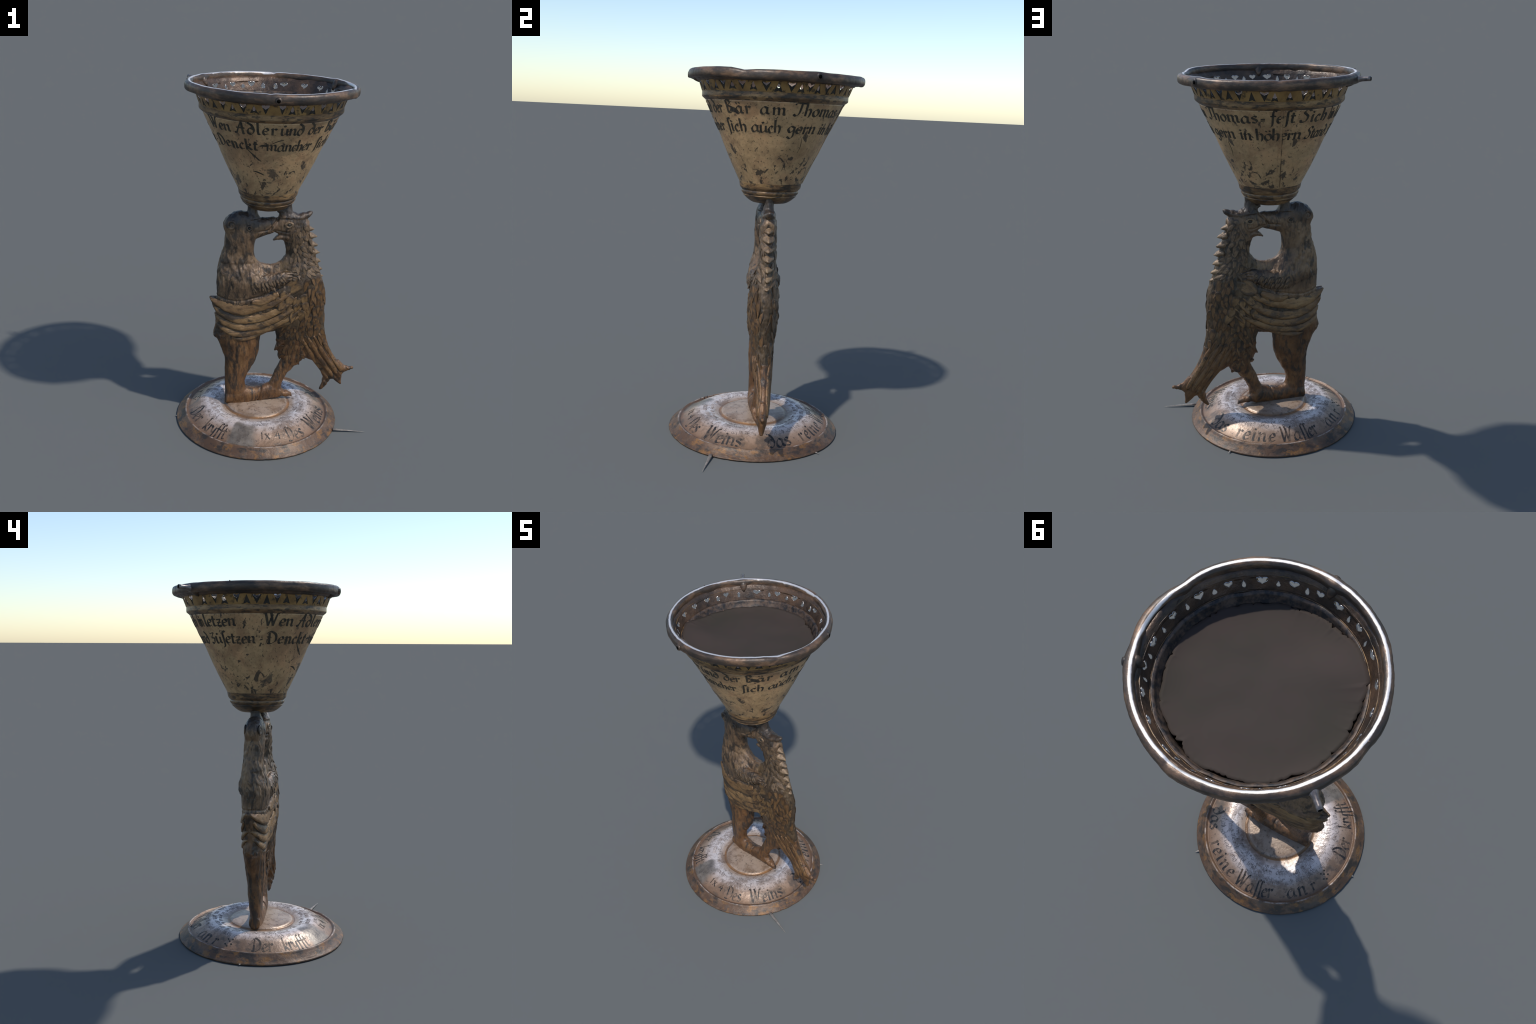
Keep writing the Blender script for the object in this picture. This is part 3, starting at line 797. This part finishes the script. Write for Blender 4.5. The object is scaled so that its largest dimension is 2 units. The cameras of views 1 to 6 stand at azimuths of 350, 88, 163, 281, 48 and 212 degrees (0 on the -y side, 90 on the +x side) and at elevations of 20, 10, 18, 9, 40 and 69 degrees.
# eagle head: skull, upper beak, hooked lower bill, crest
parts.append(rows_by_length([
    (.0, 1.165, 1.243, .014, .018), (.03, 1.152, 1.252, .015, .030), (.06, 1.135, 1.268, .016, .038), (.10, 1.10, 1.275, .017, .042), (.14, 1.09, 1.266, .017, .043), (.18, 1.12, 1.25, .017, .039), (.205, 1.15, 1.225, .017, .030)], 2.2))
parts.append(spine_loft([(.085, .016, 1.135, .03, .036), (.05, .016, 1.134, .020, .028), (.025, .015, 1.127, .012, .020), (.002, .015, 1.112, .005, .009)]))
parts.append(spine_loft([(.10, .017, 1.248, .030, .036), (.15, .017, 1.247, .022, .034), (.185, .017, 1.256, .019, .026), (.212, .017, 1.268, .013, .016), (.227, .017, 1.277, .006, .007)]))
# eagle neck, back and belly
parts.append(rows_by_height([
    (1.22, .06, .188, .017, .040), (1.18, .06, .208, .017, .043), (1.14, .062, .222, .017, .044), (1.10, .068, .236, .018, .043), (1.06, .080, .246, .018, .043), (1.02, .080, .256, .018, .045),
    (.985, .07, .263, .017, .051), (.95, .055, .275, .014, .060), (.91, .04, .289, .011, .067), (.86, .03, .307, .010, .072), (.81, .025, .320, .011, .074), (.75, .02, .3265, .011, .074),
    (.69, .015, .328, .010, .071), (.63, .015, .328, .010, .068), (.58, .02, .328, .011, .062), (.545, .037, .332, .012, .058), (.51, .047, .341, .013, .054), (.47, .05, .345, .014, .050), (.43, .05, .335, .014, .045), (.40, .062, .30, .013, .041), (.36, .085, .215, .012, .037), (.325, .10, .195, .012, .032)], 2.05))
# shaggy thigh tufts on the front of the eagle's leg
for x, z, dx, dz, w in ((.062, .50, -.014, -.022, .016), (.062, .45, -.022, -.030, .018), (.085, .40, -.018, -.030, .018), (.18, .345, .014, -.030, .022), (.14, .35, .0, -.04, .02)):
    parts.append(spine_loft([(x + .02, .012, z + .03, w, .034), (x, .012, z, w * .8, .028), (x + dx, .012, z + dz, .005, .009)]))
# eagle shank and foot
parts.append(rows_by_edges([(.085, .37, .20, .345, .012, .036), (.072, .34, .165, .315, .010, .030), (.053, .30, .142, .287, .009, .027), (.034, .255, .114, .250, .007, .026), (.012, .205, .092, .205, .004, .028), (-.01, .17, .09, .165, .003, .031), (-.02, .13, .09, .12, .003, .031)], 2.1))
# tail with three hooked ends
parts.append(rows_by_edges([(.10, .56, .332, .60, .013, .056), (.14, .47, .345, .505, .016, .049), (.20, .375, .368, .44, .020, .041), (.262, .340, .392, .39, .023, .036), (.302, .312, .422, .345, .021, .033),
    (.330, .268, .455, .310, .020, .030), (.346, .225, .479, .275, .018, .027), (.362, .196, .474, .237, .017, .020)], 2.1))
parts.append(spine_loft([(.40, .020, .27, .045, .026), (.368, .018, .205, .025, .022), (.354, .017, .165, .016, .016), (.333, .017, .135, .006, .007)]))
parts.append(spine_loft([(.42, .020, .26, .045, .026), (.445, .018, .205, .023, .020), (.464, .016, .166, .006, .008)]))
parts.append(spine_loft([(.42, .020, .30, .042, .026), (.468, .018, .274, .026, .020), (.505, .016, .272, .015, .013), (.535, .016, .276, .006, .007)]))
# folded wings over the bear's flank and the bear's arms above them, on both sides
for s, y0 in ((-1, .009), (1, .012)):
    parts.append(rows_by_length([
        (.245, .72, .80, y0 + s * .040, .016), (.20, .66, .845, y0 + s * .047, .019), (.13, .615, .880, y0 + s * .052, .021), (.05, .60, .855, y0 + s * .054, .022), (-.03, .565, .815, y0 + s * .050, .022), (-.12, .545, .785, y0 + s * .040, .021),
        (-.20, .55, .770, y0 + s * .035, .021), (-.27, .60, .772, y0 + s * .024, .019), (-.315, .68, .775, y0 + s * .012, .017), (-.349, .760, .779, y0 + s * .003, .010)], 2.2))
    parts.append(spine_loft([(-.25, y0 + s * .036, .92, .060, .036), (-.15, y0 + s * .050, .88, .060, .030), (-.05, y0 + s * .055, .868, .056, .030), (.04, y0 + s * .053, .892, .044, .026), (.11, y0 + s * .046, .915, .030, .020), (.145, y0 + s * .044, .91, .018, .014)]))

V, F = merge(parts)
raw = new_obj('raw', mesh_from('raw', V, F))
md = raw.modifiers.new('r', 'REMESH'); md.mode = 'VOXEL'; md.voxel_size = .0038
md = raw.modifiers.new('s', 'SMOOTH'); md.factor = .5; md.iterations = 4
dg = bpy.context.evaluated_depsgraph_get(); dg.update()
me = bpy.data.meshes.new_from_object(raw.evaluated_get(dg))
bpy.data.objects.remove(raw)

nv = len(me.vertices)
P = np.empty(nv * 3); me.vertices.foreach_get('co', P); P = P.reshape(-1, 3)
Nn = np.empty(nv * 3); me.vertices.foreach_get('normal', Nn); Nn = Nn.reshape(-1, 3)

def seg_dist(P, a, b):
    a, b = np.array(a), np.array(b); q = P[:, (0, 2)]
    t = np.clip(((q - a) @ (b - a)) / ((b - a) @ (b - a)), 0, 1)
    return np.linalg.norm(q - (a + t[:, None] * (b - a)), axis=1)
# carved lines: meeting of muzzle and beak, mouths, wing top, jaw, haunch
CARVE = [((.034, 1.258), (-.012, 1.196), .010, .006), ((-.012, 1.196), (-.02, 1.175), .007, .006), ((-.015, 1.185), (-.085, 1.178), .006, .005), ((.0, 1.178), (.065, 1.165), .006, .005),
         ((.065, 1.165), (.10, 1.17), .004, .005), ((.155, .893), (.10, .875), .008, .006), ((.10, .875), (.024, .842), .006, .006), ((.024, .842), (-.054, .802), .006, .006),
         ((-.054, .802), (-.133, .784), .006, .006), ((-.133, .784), (-.21, .773), .004, .005), ((-.21, .773), (-.31, .790), .004, .005), ((-.06, .10), (-.04, .19), .006, .005),
         ((.085, .925), (.15, .918), .005, .004), ((.085, .905), (.15, .905), .005, .004), ((.085, .945), (.15, .935), .005, .004)]
disp = np.zeros(nv)
for a, b, dep, w in CARVE:
    disp -= dep * np.exp(-(seg_dist(P, a, b) / w) ** 2)
for i in range(nv):
    x, y, z = P[i]
    bear = x < .03 and z > .80
    leg = x < .0 and z < .55
    if bear:
        w = 1.0 if z > .85 else .4
        if z > 1.14: w = .55
        w *= min(1, max(.3, (math.hypot(x + .015, z - 1.06) - .07) / .09))
        n = noise.noise((x * 62 + z * 8, y * 60, z * 15)) * .0052 + noise.noise((x * 130, y * 130, z * 42)) * .0026
    elif leg:
        w = min(1, max(.35, (z - .1) / .3)); n = noise.noise((x * 50, y * 50, z * 14)) * .0042 + noise.noise((x * 110, y * 110, z * 40)) * .002
    elif x > .2 and z < .5:
        w = 1.0; u = (x * .75 + z * .66)
        n = noise.noise((u * 75, y * 20, (x - z) * 7)) * .0045
    else:
        w = 1.0; n = noise.noise((x * 45, y * 40, z * 22)) * .0036 + noise.noise((x * 100, y * 100, z * 60)) * .0020
    disp[i] += w * n
P2 = P + Nn * disp[:, None]
me.vertices.foreach_set('co', P2.reshape(-1)); me.update()
me.polygons.foreach_set('use_smooth', [True] * len(me.polygons))
Nn = np.empty(nv * 3); me.vertices.foreach_get('normal', Nn); Nn = Nn.reshape(-1, 3)
bvh = BVHTree.FromPolygons([tuple(p) for p in P2], [tuple(p.vertices) for p in me.polygons])

def region(x, y, z):
    if z > 1.262 and -.165 < x < -.08: return 'bear_strut'
    if z > 1.278 and .015 < x < .112: return 'eagle_strut'
    if z > 1.115 and x < .002 + (z - 1.19) * .55: return 'bear_head'
    if z > 1.105: return 'eagle_head'
    if z > .965 and x < -.02: return 'bear_neck'
    if z > .935 and x > .045: return 'eagle_neck'
    wing_top = float(np.interp(x, (-.36, -.33, -.21, -.133, -.054, .024, .10, .155, .25), (.79, .765, .750, .762, .788, .836, .875, .893, .80)))
    wing_low = float(np.interp(x, (-.35, -.31, -.2, -.06, .05, .13, .2, .25), (.74, .66, .528, .545, .60, .615, .66, .75)))
    if z > wing_top and x < .15 and (x > -.20): return 'bear_arm'
    if z > wing_top and x <= -.20: return 'bear_torso'
    if wing_low < z <= wing_top and x < .25 and abs(y - .008) > .02: return 'eagle_wing'
    if x < .0 and z > .50: return 'bear_torso'
    if x < -.03 and z > .19 or (x < -.13 and z > .16): return 'bear_leg'
    if x < -.05: return 'bear_foot'
    if z < .205 and x < .2: return 'eagle_foot'
    if x > .205 - (z - .36) * -.5 and z < .50: return 'eagle_tail'
    if z < .50 and x < .30: return 'eagle_leg'
    return 'eagle_torso'

groups = {}
for p in me.polygons:
    groups.setdefault(region(*p.center), []).append(p.index)
MATS = dict(bear_strut=M_FUR, eagle_strut=M_FUR, bear_head=M_FUR, eagle_head=M_FUR, bear_neck=M_FUR, eagle_neck=M_UNDER, bear_arm=M_FUR,
            bear_torso=M_FUR, eagle_wing=M_UNDER, bear_leg=M_WARM, bear_foot=M_WARM, eagle_foot=M_WARM, eagle_tail=M_WARM, eagle_leg=M_WARM, eagle_torso=M_UNDER)
BODY = {}
faces_all = [tuple(p.vertices) for p in me.polygons]
for nm, idx in groups.items():
    used = {}
    for i in idx:
        for v in faces_all[i]: used.setdefault(v, len(used))
    keys = list(used)
    m = bpy.data.meshes.new(nm)
    m.from_pydata([tuple(P2[v]) for v in keys], [], [tuple(used[v] for v in faces_all[i]) for i in idx])
    m.polygons.foreach_set('use_smooth', [True] * len(m.polygons))
    m.normals_split_custom_set_from_vertices([tuple(Nn[v]) for v in keys])
    BODY[nm] = new_obj(nm, m, goblet, MATS[nm])
bpy.data.meshes.remove(me)

# ------------------------------------------------ details laid on the carving
def surface(x, z, side):
    hit = bvh.ray_cast(Vector((x, side * 1.0, z)), Vector((0, -side, 0)))
    if hit[0] is None:
        return None
    return np.array(hit[0]), np.array(hit[1])

def feather_mesh(name, point=1.0, seg=24):
    """unit feather: root at x=0, tip at x=1, half width .5 in y, domed in z, tip lifted"""
    V, F = [], []
    nx = 12
    for i in range(nx + 1):
        t = i / nx
        w = .5 * min(1, (t / .18) ** .6 if t > 0 else 0) * (1 - max(0, (t - .5) / .5) ** (2.2 / point)) + .012
        lift = .10 + .45 * t * (1 - .45 * t)
        for k in range(seg):
            a = TAU * k / seg
            c, s = sup(a, 3.0)
            h = (.42 * (1 - .25 * t)) if s > 0 else .5
            groove = .16 * math.exp(-(c / .22) ** 2) if s > 0 and point < 1 else -.10 * math.exp(-(c / .35) ** 2) * (s > 0)
            V.append((t, w * c, lift + (h * s - groove) * (w / .5) ** .5 - .35))
    for i in range(nx):
        for k in range(seg):
            k2 = (k + 1) % seg
            F.append((i * seg + k, i * seg + k2, (i + 1) * seg + k2, (i + 1) * seg + k))
    F += [tuple(range(seg)), tuple(nx * seg + k for k in range(seg))]
    return mesh_from(name, V, F)

ME_ROUND = feather_mesh('covert_feather', .7)
ME_POINT = feather_mesh('pointed_feather', 1.6)
for m_, mt in ((ME_ROUND, M_COVERT), (ME_POINT, M_HACKLE)):
    m_.materials.append(mt)
ME_POINTW = ME_POINT.copy(); ME_POINTW.materials.clear(); ME_POINTW.materials.append(M_BACKF)

def lay(name, mesh, x, z, ang, length, width, height, side, parent, sink=0.0):
    """place a feather with its middle over (x, z), pointing at ang degrees in the xz plane"""
    q = surface(x, z, side)
    if q is None: return
    p, n = q
    if abs(n[1]) < .62: return
    d = np.array((math.cos(math.radians(ang)), 0, math.sin(math.radians(ang))))
    d = d - n * (d @ n); d /= np.linalg.norm(d)
    s = np.cross(n, d)
    o = bpy.data.objects.new(name, mesh)
    SCN.objects.link(o); o.parent = parent
    M = Matrix(((d[0] * length, s[0] * width, n[0] * height, 0), (d[1] * length, s[1] * width, n[1] * height, 0), (d[2] * length, s[2] * width, n[2] * height, 0), (0, 0, 0, 1)))
    loc = p - d * length * .5 - n * sink
    M.translation = Vector(loc)
    o.matrix_world = M
    return o

rf = random.Random(5)
LONG = [ # primaries: control points (x, z, half width) from shoulder to tip
    [(.105, .815, .004), (.055, .780, .012), (-.01, .752, .022), (-.08, .735, .030), (-.17, .724, .036), (-.25, .736, .032), (-.31, .756, .020), (-.350, .773, .006)],
    [(.140, .790, .004), (.085, .738, .013), (.02, .702, .020), (-.06, .668, .024), (-.16, .656, .025), (-.24, .676, .025), (-.30, .708, .020), (-.325, .728, .007)],
    [(.165, .762, .004), (.110, .706, .012), (.03, .658, .018), (-.05, .624, .021), (-.15, .607, .022), (-.24, .627, .022), (-.295, .656, .017), (-.320, .674, .006)],
    [(.185, .735, .004), (.130, .676, .011), (.05, .628, .016), (-.04, .588, .018), (-.14, .564, .020), (-.22, .572, .020), (-.28, .601, .015), (-.314, .624, .005)],
    [(.190, .695, .004), (.135, .645, .010), (.05, .597, .013), (-.02, .565, .015), (-.10, .541, .016), (-.17, .531, .014), (-.215, .536, .005)],
]
SHORT = [[(-.12, .768, .010), (-.07, .765, .020), (-.01, .790, .021), (.035, .812, .012)]]
def ribbon_feather(ctrl, side, parent, lift=.0045, name='long_wing_feather', thick=.0085, mat=None):
    P = catmull(ctrl, 7)
    S = []
    pts = []
    for x, z, w in P:
        q = surface(x, z, side)
        y = q[0][1] if q is not None else .008 + side * .01
        pts.append([x, y, z, w])
    pts = np.array(pts)
    for _ in range(4):
        pts[1:-1, 1] = .25 * pts[:-2, 1] + .5 * pts[1:-1, 1] + .25 * pts[2:, 1]
    for i in range(len(pts)):
        t = pts[min(i + 1, len(pts) - 1), :3] - pts[max(i - 1, 0), :3]; t /= np.linalg.norm(t)
        q = surface(pts[i, 0], pts[i, 2], side)
        n = np.array((0, side, 0.)) if q is None else q[1] * .5 + np.array((0, side, 0)) * .5
        n -= t * (n @ t); n /= np.linalg.norm(n)
        u = np.cross(n, t)
        if u[2] < 0: u = -u
        u = u - n * .22 * 1; u /= np.linalg.norm(u)       # lower edge stands proud, like shingles
        w = pts[i, 3]
        S.append((pts[i, :3] + n * (lift - .006), u * w, np.cross(u, t) * min(thick, w)))
    V, F = tube(S, seg=22, e=2.5)
    if name != 'tail_quill':
        V = [v + np.array(noise.noise_vector(Vector(v) * 38)) * .0022 for v in V]
    new_obj(name, mesh_from(name, V, F), parent, mat or M_FEATHER)

for side in (-1, 1):
    wing = BODY['eagle_wing']
    for c in LONG: ribbon_feather(c, side, wing)
    for c in SHORT: ribbon_feather(c, side, wing, .005, 'wrist_feather')
    # rounded coverts fanned around the shoulder
    for rad, a0, a1, n, L, W in ((.185, 240, 300, 4, .085, .046), (.135, 205, 304, 5, .076, .052), (.080, 195, 320, 4, .068, .052)):
        for i in range(n):
            a = a0 + (a1 - a0) * (i + .5) / n + rf.uniform(-5, 5)
            rr = rad * rf.uniform(.93, 1.07)
            x = .135 + rr * math.cos(math.radians(a)); z = .835 + rr * .95 * math.sin(math.radians(a))
            lay('covert_feather', ME_ROUND, x, z, a + rf.uniform(-14, 14) + (14 if a < 230 else -8), L * rf.uniform(.85, 1.15), W * rf.uniform(.85, 1.1), .020, side, wing, .001)
    lay('shoulder_feather', ME_ROUND, .115, .852, 215, .135, .085, .022, side, wing, .002)
    # body plumage down the back
    tor = BODY['eagle_torso']
    for j, z in enumerate(np.arange(.865, .44, -.036)):
        for x in np.arange(.205 + .016 * (j % 2), .330, .031):
            k = rf.uniform(.75, 1.35)
            lay('back_feather', ME_POINTW, x + rf.uniform(-.010, .010), z + rf.uniform(-.012, .012), -84 + (x - .26) * 120 + (20 if z < .55 else 0) + rf.uniform(-20, 20), .080 * k, .031 * rf.uniform(.8, 1.2), .0085, side, tor, .0015)
    for j, z in enumerate(np.arange(.60, .37, -.036)):
        for x in np.arange(.075 + .016 * (j % 2), .22, .031):
            k = rf.uniform(.75, 1.35)
            lay('thigh_feather', ME_POINTW, x + rf.uniform(-.010, .010), z + rf.uniform(-.010, .010), -104 + (x - .1) * 260 + rf.uniform(-22, 22), .066 * k, .025 * rf.uniform(.8, 1.2), .0075, side, BODY['eagle_leg'], .002)
    # neck hackles
    for j, z in enumerate(np.arange(1.185, .90, -.030)):
        lo = np.interp(z, (.9, .95, 1.02, 1.08, 1.2), (.15, .12, .098, .10, .115)); hi = np.interp(z, (.9, 1.05, 1.2), (.285, .24, .195))
        for x in np.arange(lo + .013 * (j % 2), hi, .027):
            k = rf.uniform(.75, 1.3)
            lay('neck_feather', ME_POINT, x + rf.uniform(-.008, .008), z + rf.uniform(-.008, .008), -105 + (x - lo) * 560 + rf.uniform(-22, 22), .062 * k, .025 * rf.uniform(.8, 1.2), .0095, side, BODY['eagle_neck'], .0015)
    # tail quills
    for i in range(4):
        f = (i + .5) / 4
        A = np.array((.18 + .13 * f, .50 + .04 * f)); B = np.array((.275 + .115 * f, .335 + .065 * f)); C = np.array((.34 + .12 * f, .245 + .045 * f)); D = np.array((.365 + .10 * f, .205 + .06 * f))
        ribbon_feather([(A[0], A[1], .006), (*((A + B) / 2), .013), (B[0], B[1], .013), (C[0], C[1], .012), (D[0], D[1], .004)], side, BODY['eagle_tail'], .003, 'tail_quill', .008, M_PLUME)
    # fur locks on the bear's forearm
    for i in range(11):
        x = -.115 + .018 * i
        for r_ in range(2):
            lay('fur_lock', ME_POINT, x + rf.uniform(-.006, .006), .835 + .10 * (x + .115) + .034 * r_ + rf.uniform(-.006, .006) + max(0, x) * .25, -62 + rf.uniform(-14, 14), .046 * rf.uniform(.8, 1.2), .017, .015, side, BODY['bear_arm'])
    # claws of the bear's forepaw
    for i in range(4):
        lay('paw_finger', ME_POINT, .125 + .006 * (i % 2), .940 - .017 * i, 5 - 8 * i, .045, .017, .018, side, BODY['bear_arm'])

# hackle spikes along the nape
TIPS = [(.2365, 1.170), (.258, 1.124), (.266, 1.074), (.279, 1.027), (.288, .975), (.2995, .9265), (.308, .883)]
for x, z in TIPS:
    S = []
    for t in np.linspace(0, 1, 7):
        k = (1 - t) ** .8
        S.append(((x - .050 + .052 * t, .018, z + .014 - .016 * t + .006 * t * t), (0, 0, .027 * k + .001), (0, .034 * k + .001, 0)))
    V, F = tube(S, seg=14, e=1.7)
    V = [v + np.array(noise.noise_vector(Vector(v) * 55)) * .004 for v in V]
    new_obj('nape_spike', mesh_from('nape_spike', V, F), BODY['eagle_neck'], M_NECKF)

def ring(name, x, z, side, R, r, parent, mat, fill=None, stretch=1.0, flat=1.0):
    q = surface(x, z, side)
    if q is None: return
    p, n = q
    n = n * .4 + np.array((0, side, 0)) * .6; n /= np.linalg.norm(n)
    u = np.cross(n, (0, 0, 1.)); u /= np.linalg.norm(u); v = np.cross(u, n)
    V, F = [], []
    A, B = 28, 10
    for i in range(A):
        a = TAU * i / A; d = u * math.cos(a) * stretch + v * math.sin(a)
        for k in range(B):
            b = TAU * k / B
            V.append(p + d * (R + r * math.cos(b)) + n * (r * math.sin(b) * flat - r * .25))
    for i in range(A):
        for k in range(B):
            F.append((i * B + k, ((i + 1) % A) * B + k, ((i + 1) % A) * B + (k + 1) % B, i * B + (k + 1) % B))
    new_obj(name, mesh_from(name, V, F), parent, mat)
    if fill:
        S = [(p + n * (h - .003), u * w * stretch, v * w) for h, w in ((-.006, R * .62), (.002, R * .62), (.006, R * .48), (.008, R * .15))]
        V, F = tube(S, seg=18, e=2)
        new_obj(fill, mesh_from(fill, V, F), parent, M_DARK)

for side in (-1, 1):
    ring('eyelid', .085, 1.212, side, .013, .006, BODY['eagle_head'], M_NECKF, 'eyeball', 1.5)
    ring('eyelid', -.142, 1.203, side, .012, .0055, BODY['bear_head'], M_FUR, 'eyeball', 1.15)
    ring('ear', -.243, 1.222, side, .021, .009, BODY['bear_head'], M_FUR, flat=.55)

# the cup leans a touch, the foot is a touch warped
for o in [cup] + list(cup.children_recursive):
    n = len(o.data.vertices); co = np.empty(n * 3); o.data.vertices.foreach_get('co', co); co = co.reshape(-1, 3)
    co[:, 1] += (co[:, 2] - 1.62) * .010
    o.data.vertices.foreach_set('co', co.reshape(-1)); o.data.update()
for o in [foot] + list(foot.children_recursive):
    n = len(o.data.vertices); co = np.empty(n * 3); o.data.vertices.foreach_get('co', co); co = co.reshape(-1, 3)
    co[:, 2] += np.clip(co[:, 2] / .04, 0, 1) * (-.006 * (co[:, 0] - BASE[0]) + .002 * (co[:, 1] - BASE[1]))
    o.data.vertices.foreach_set('co', co.reshape(-1)); o.data.update()

# drop helper meshes without users
for m_ in list(bpy.data.meshes):
    if m_.users == 0: bpy.data.meshes.remove(m_)
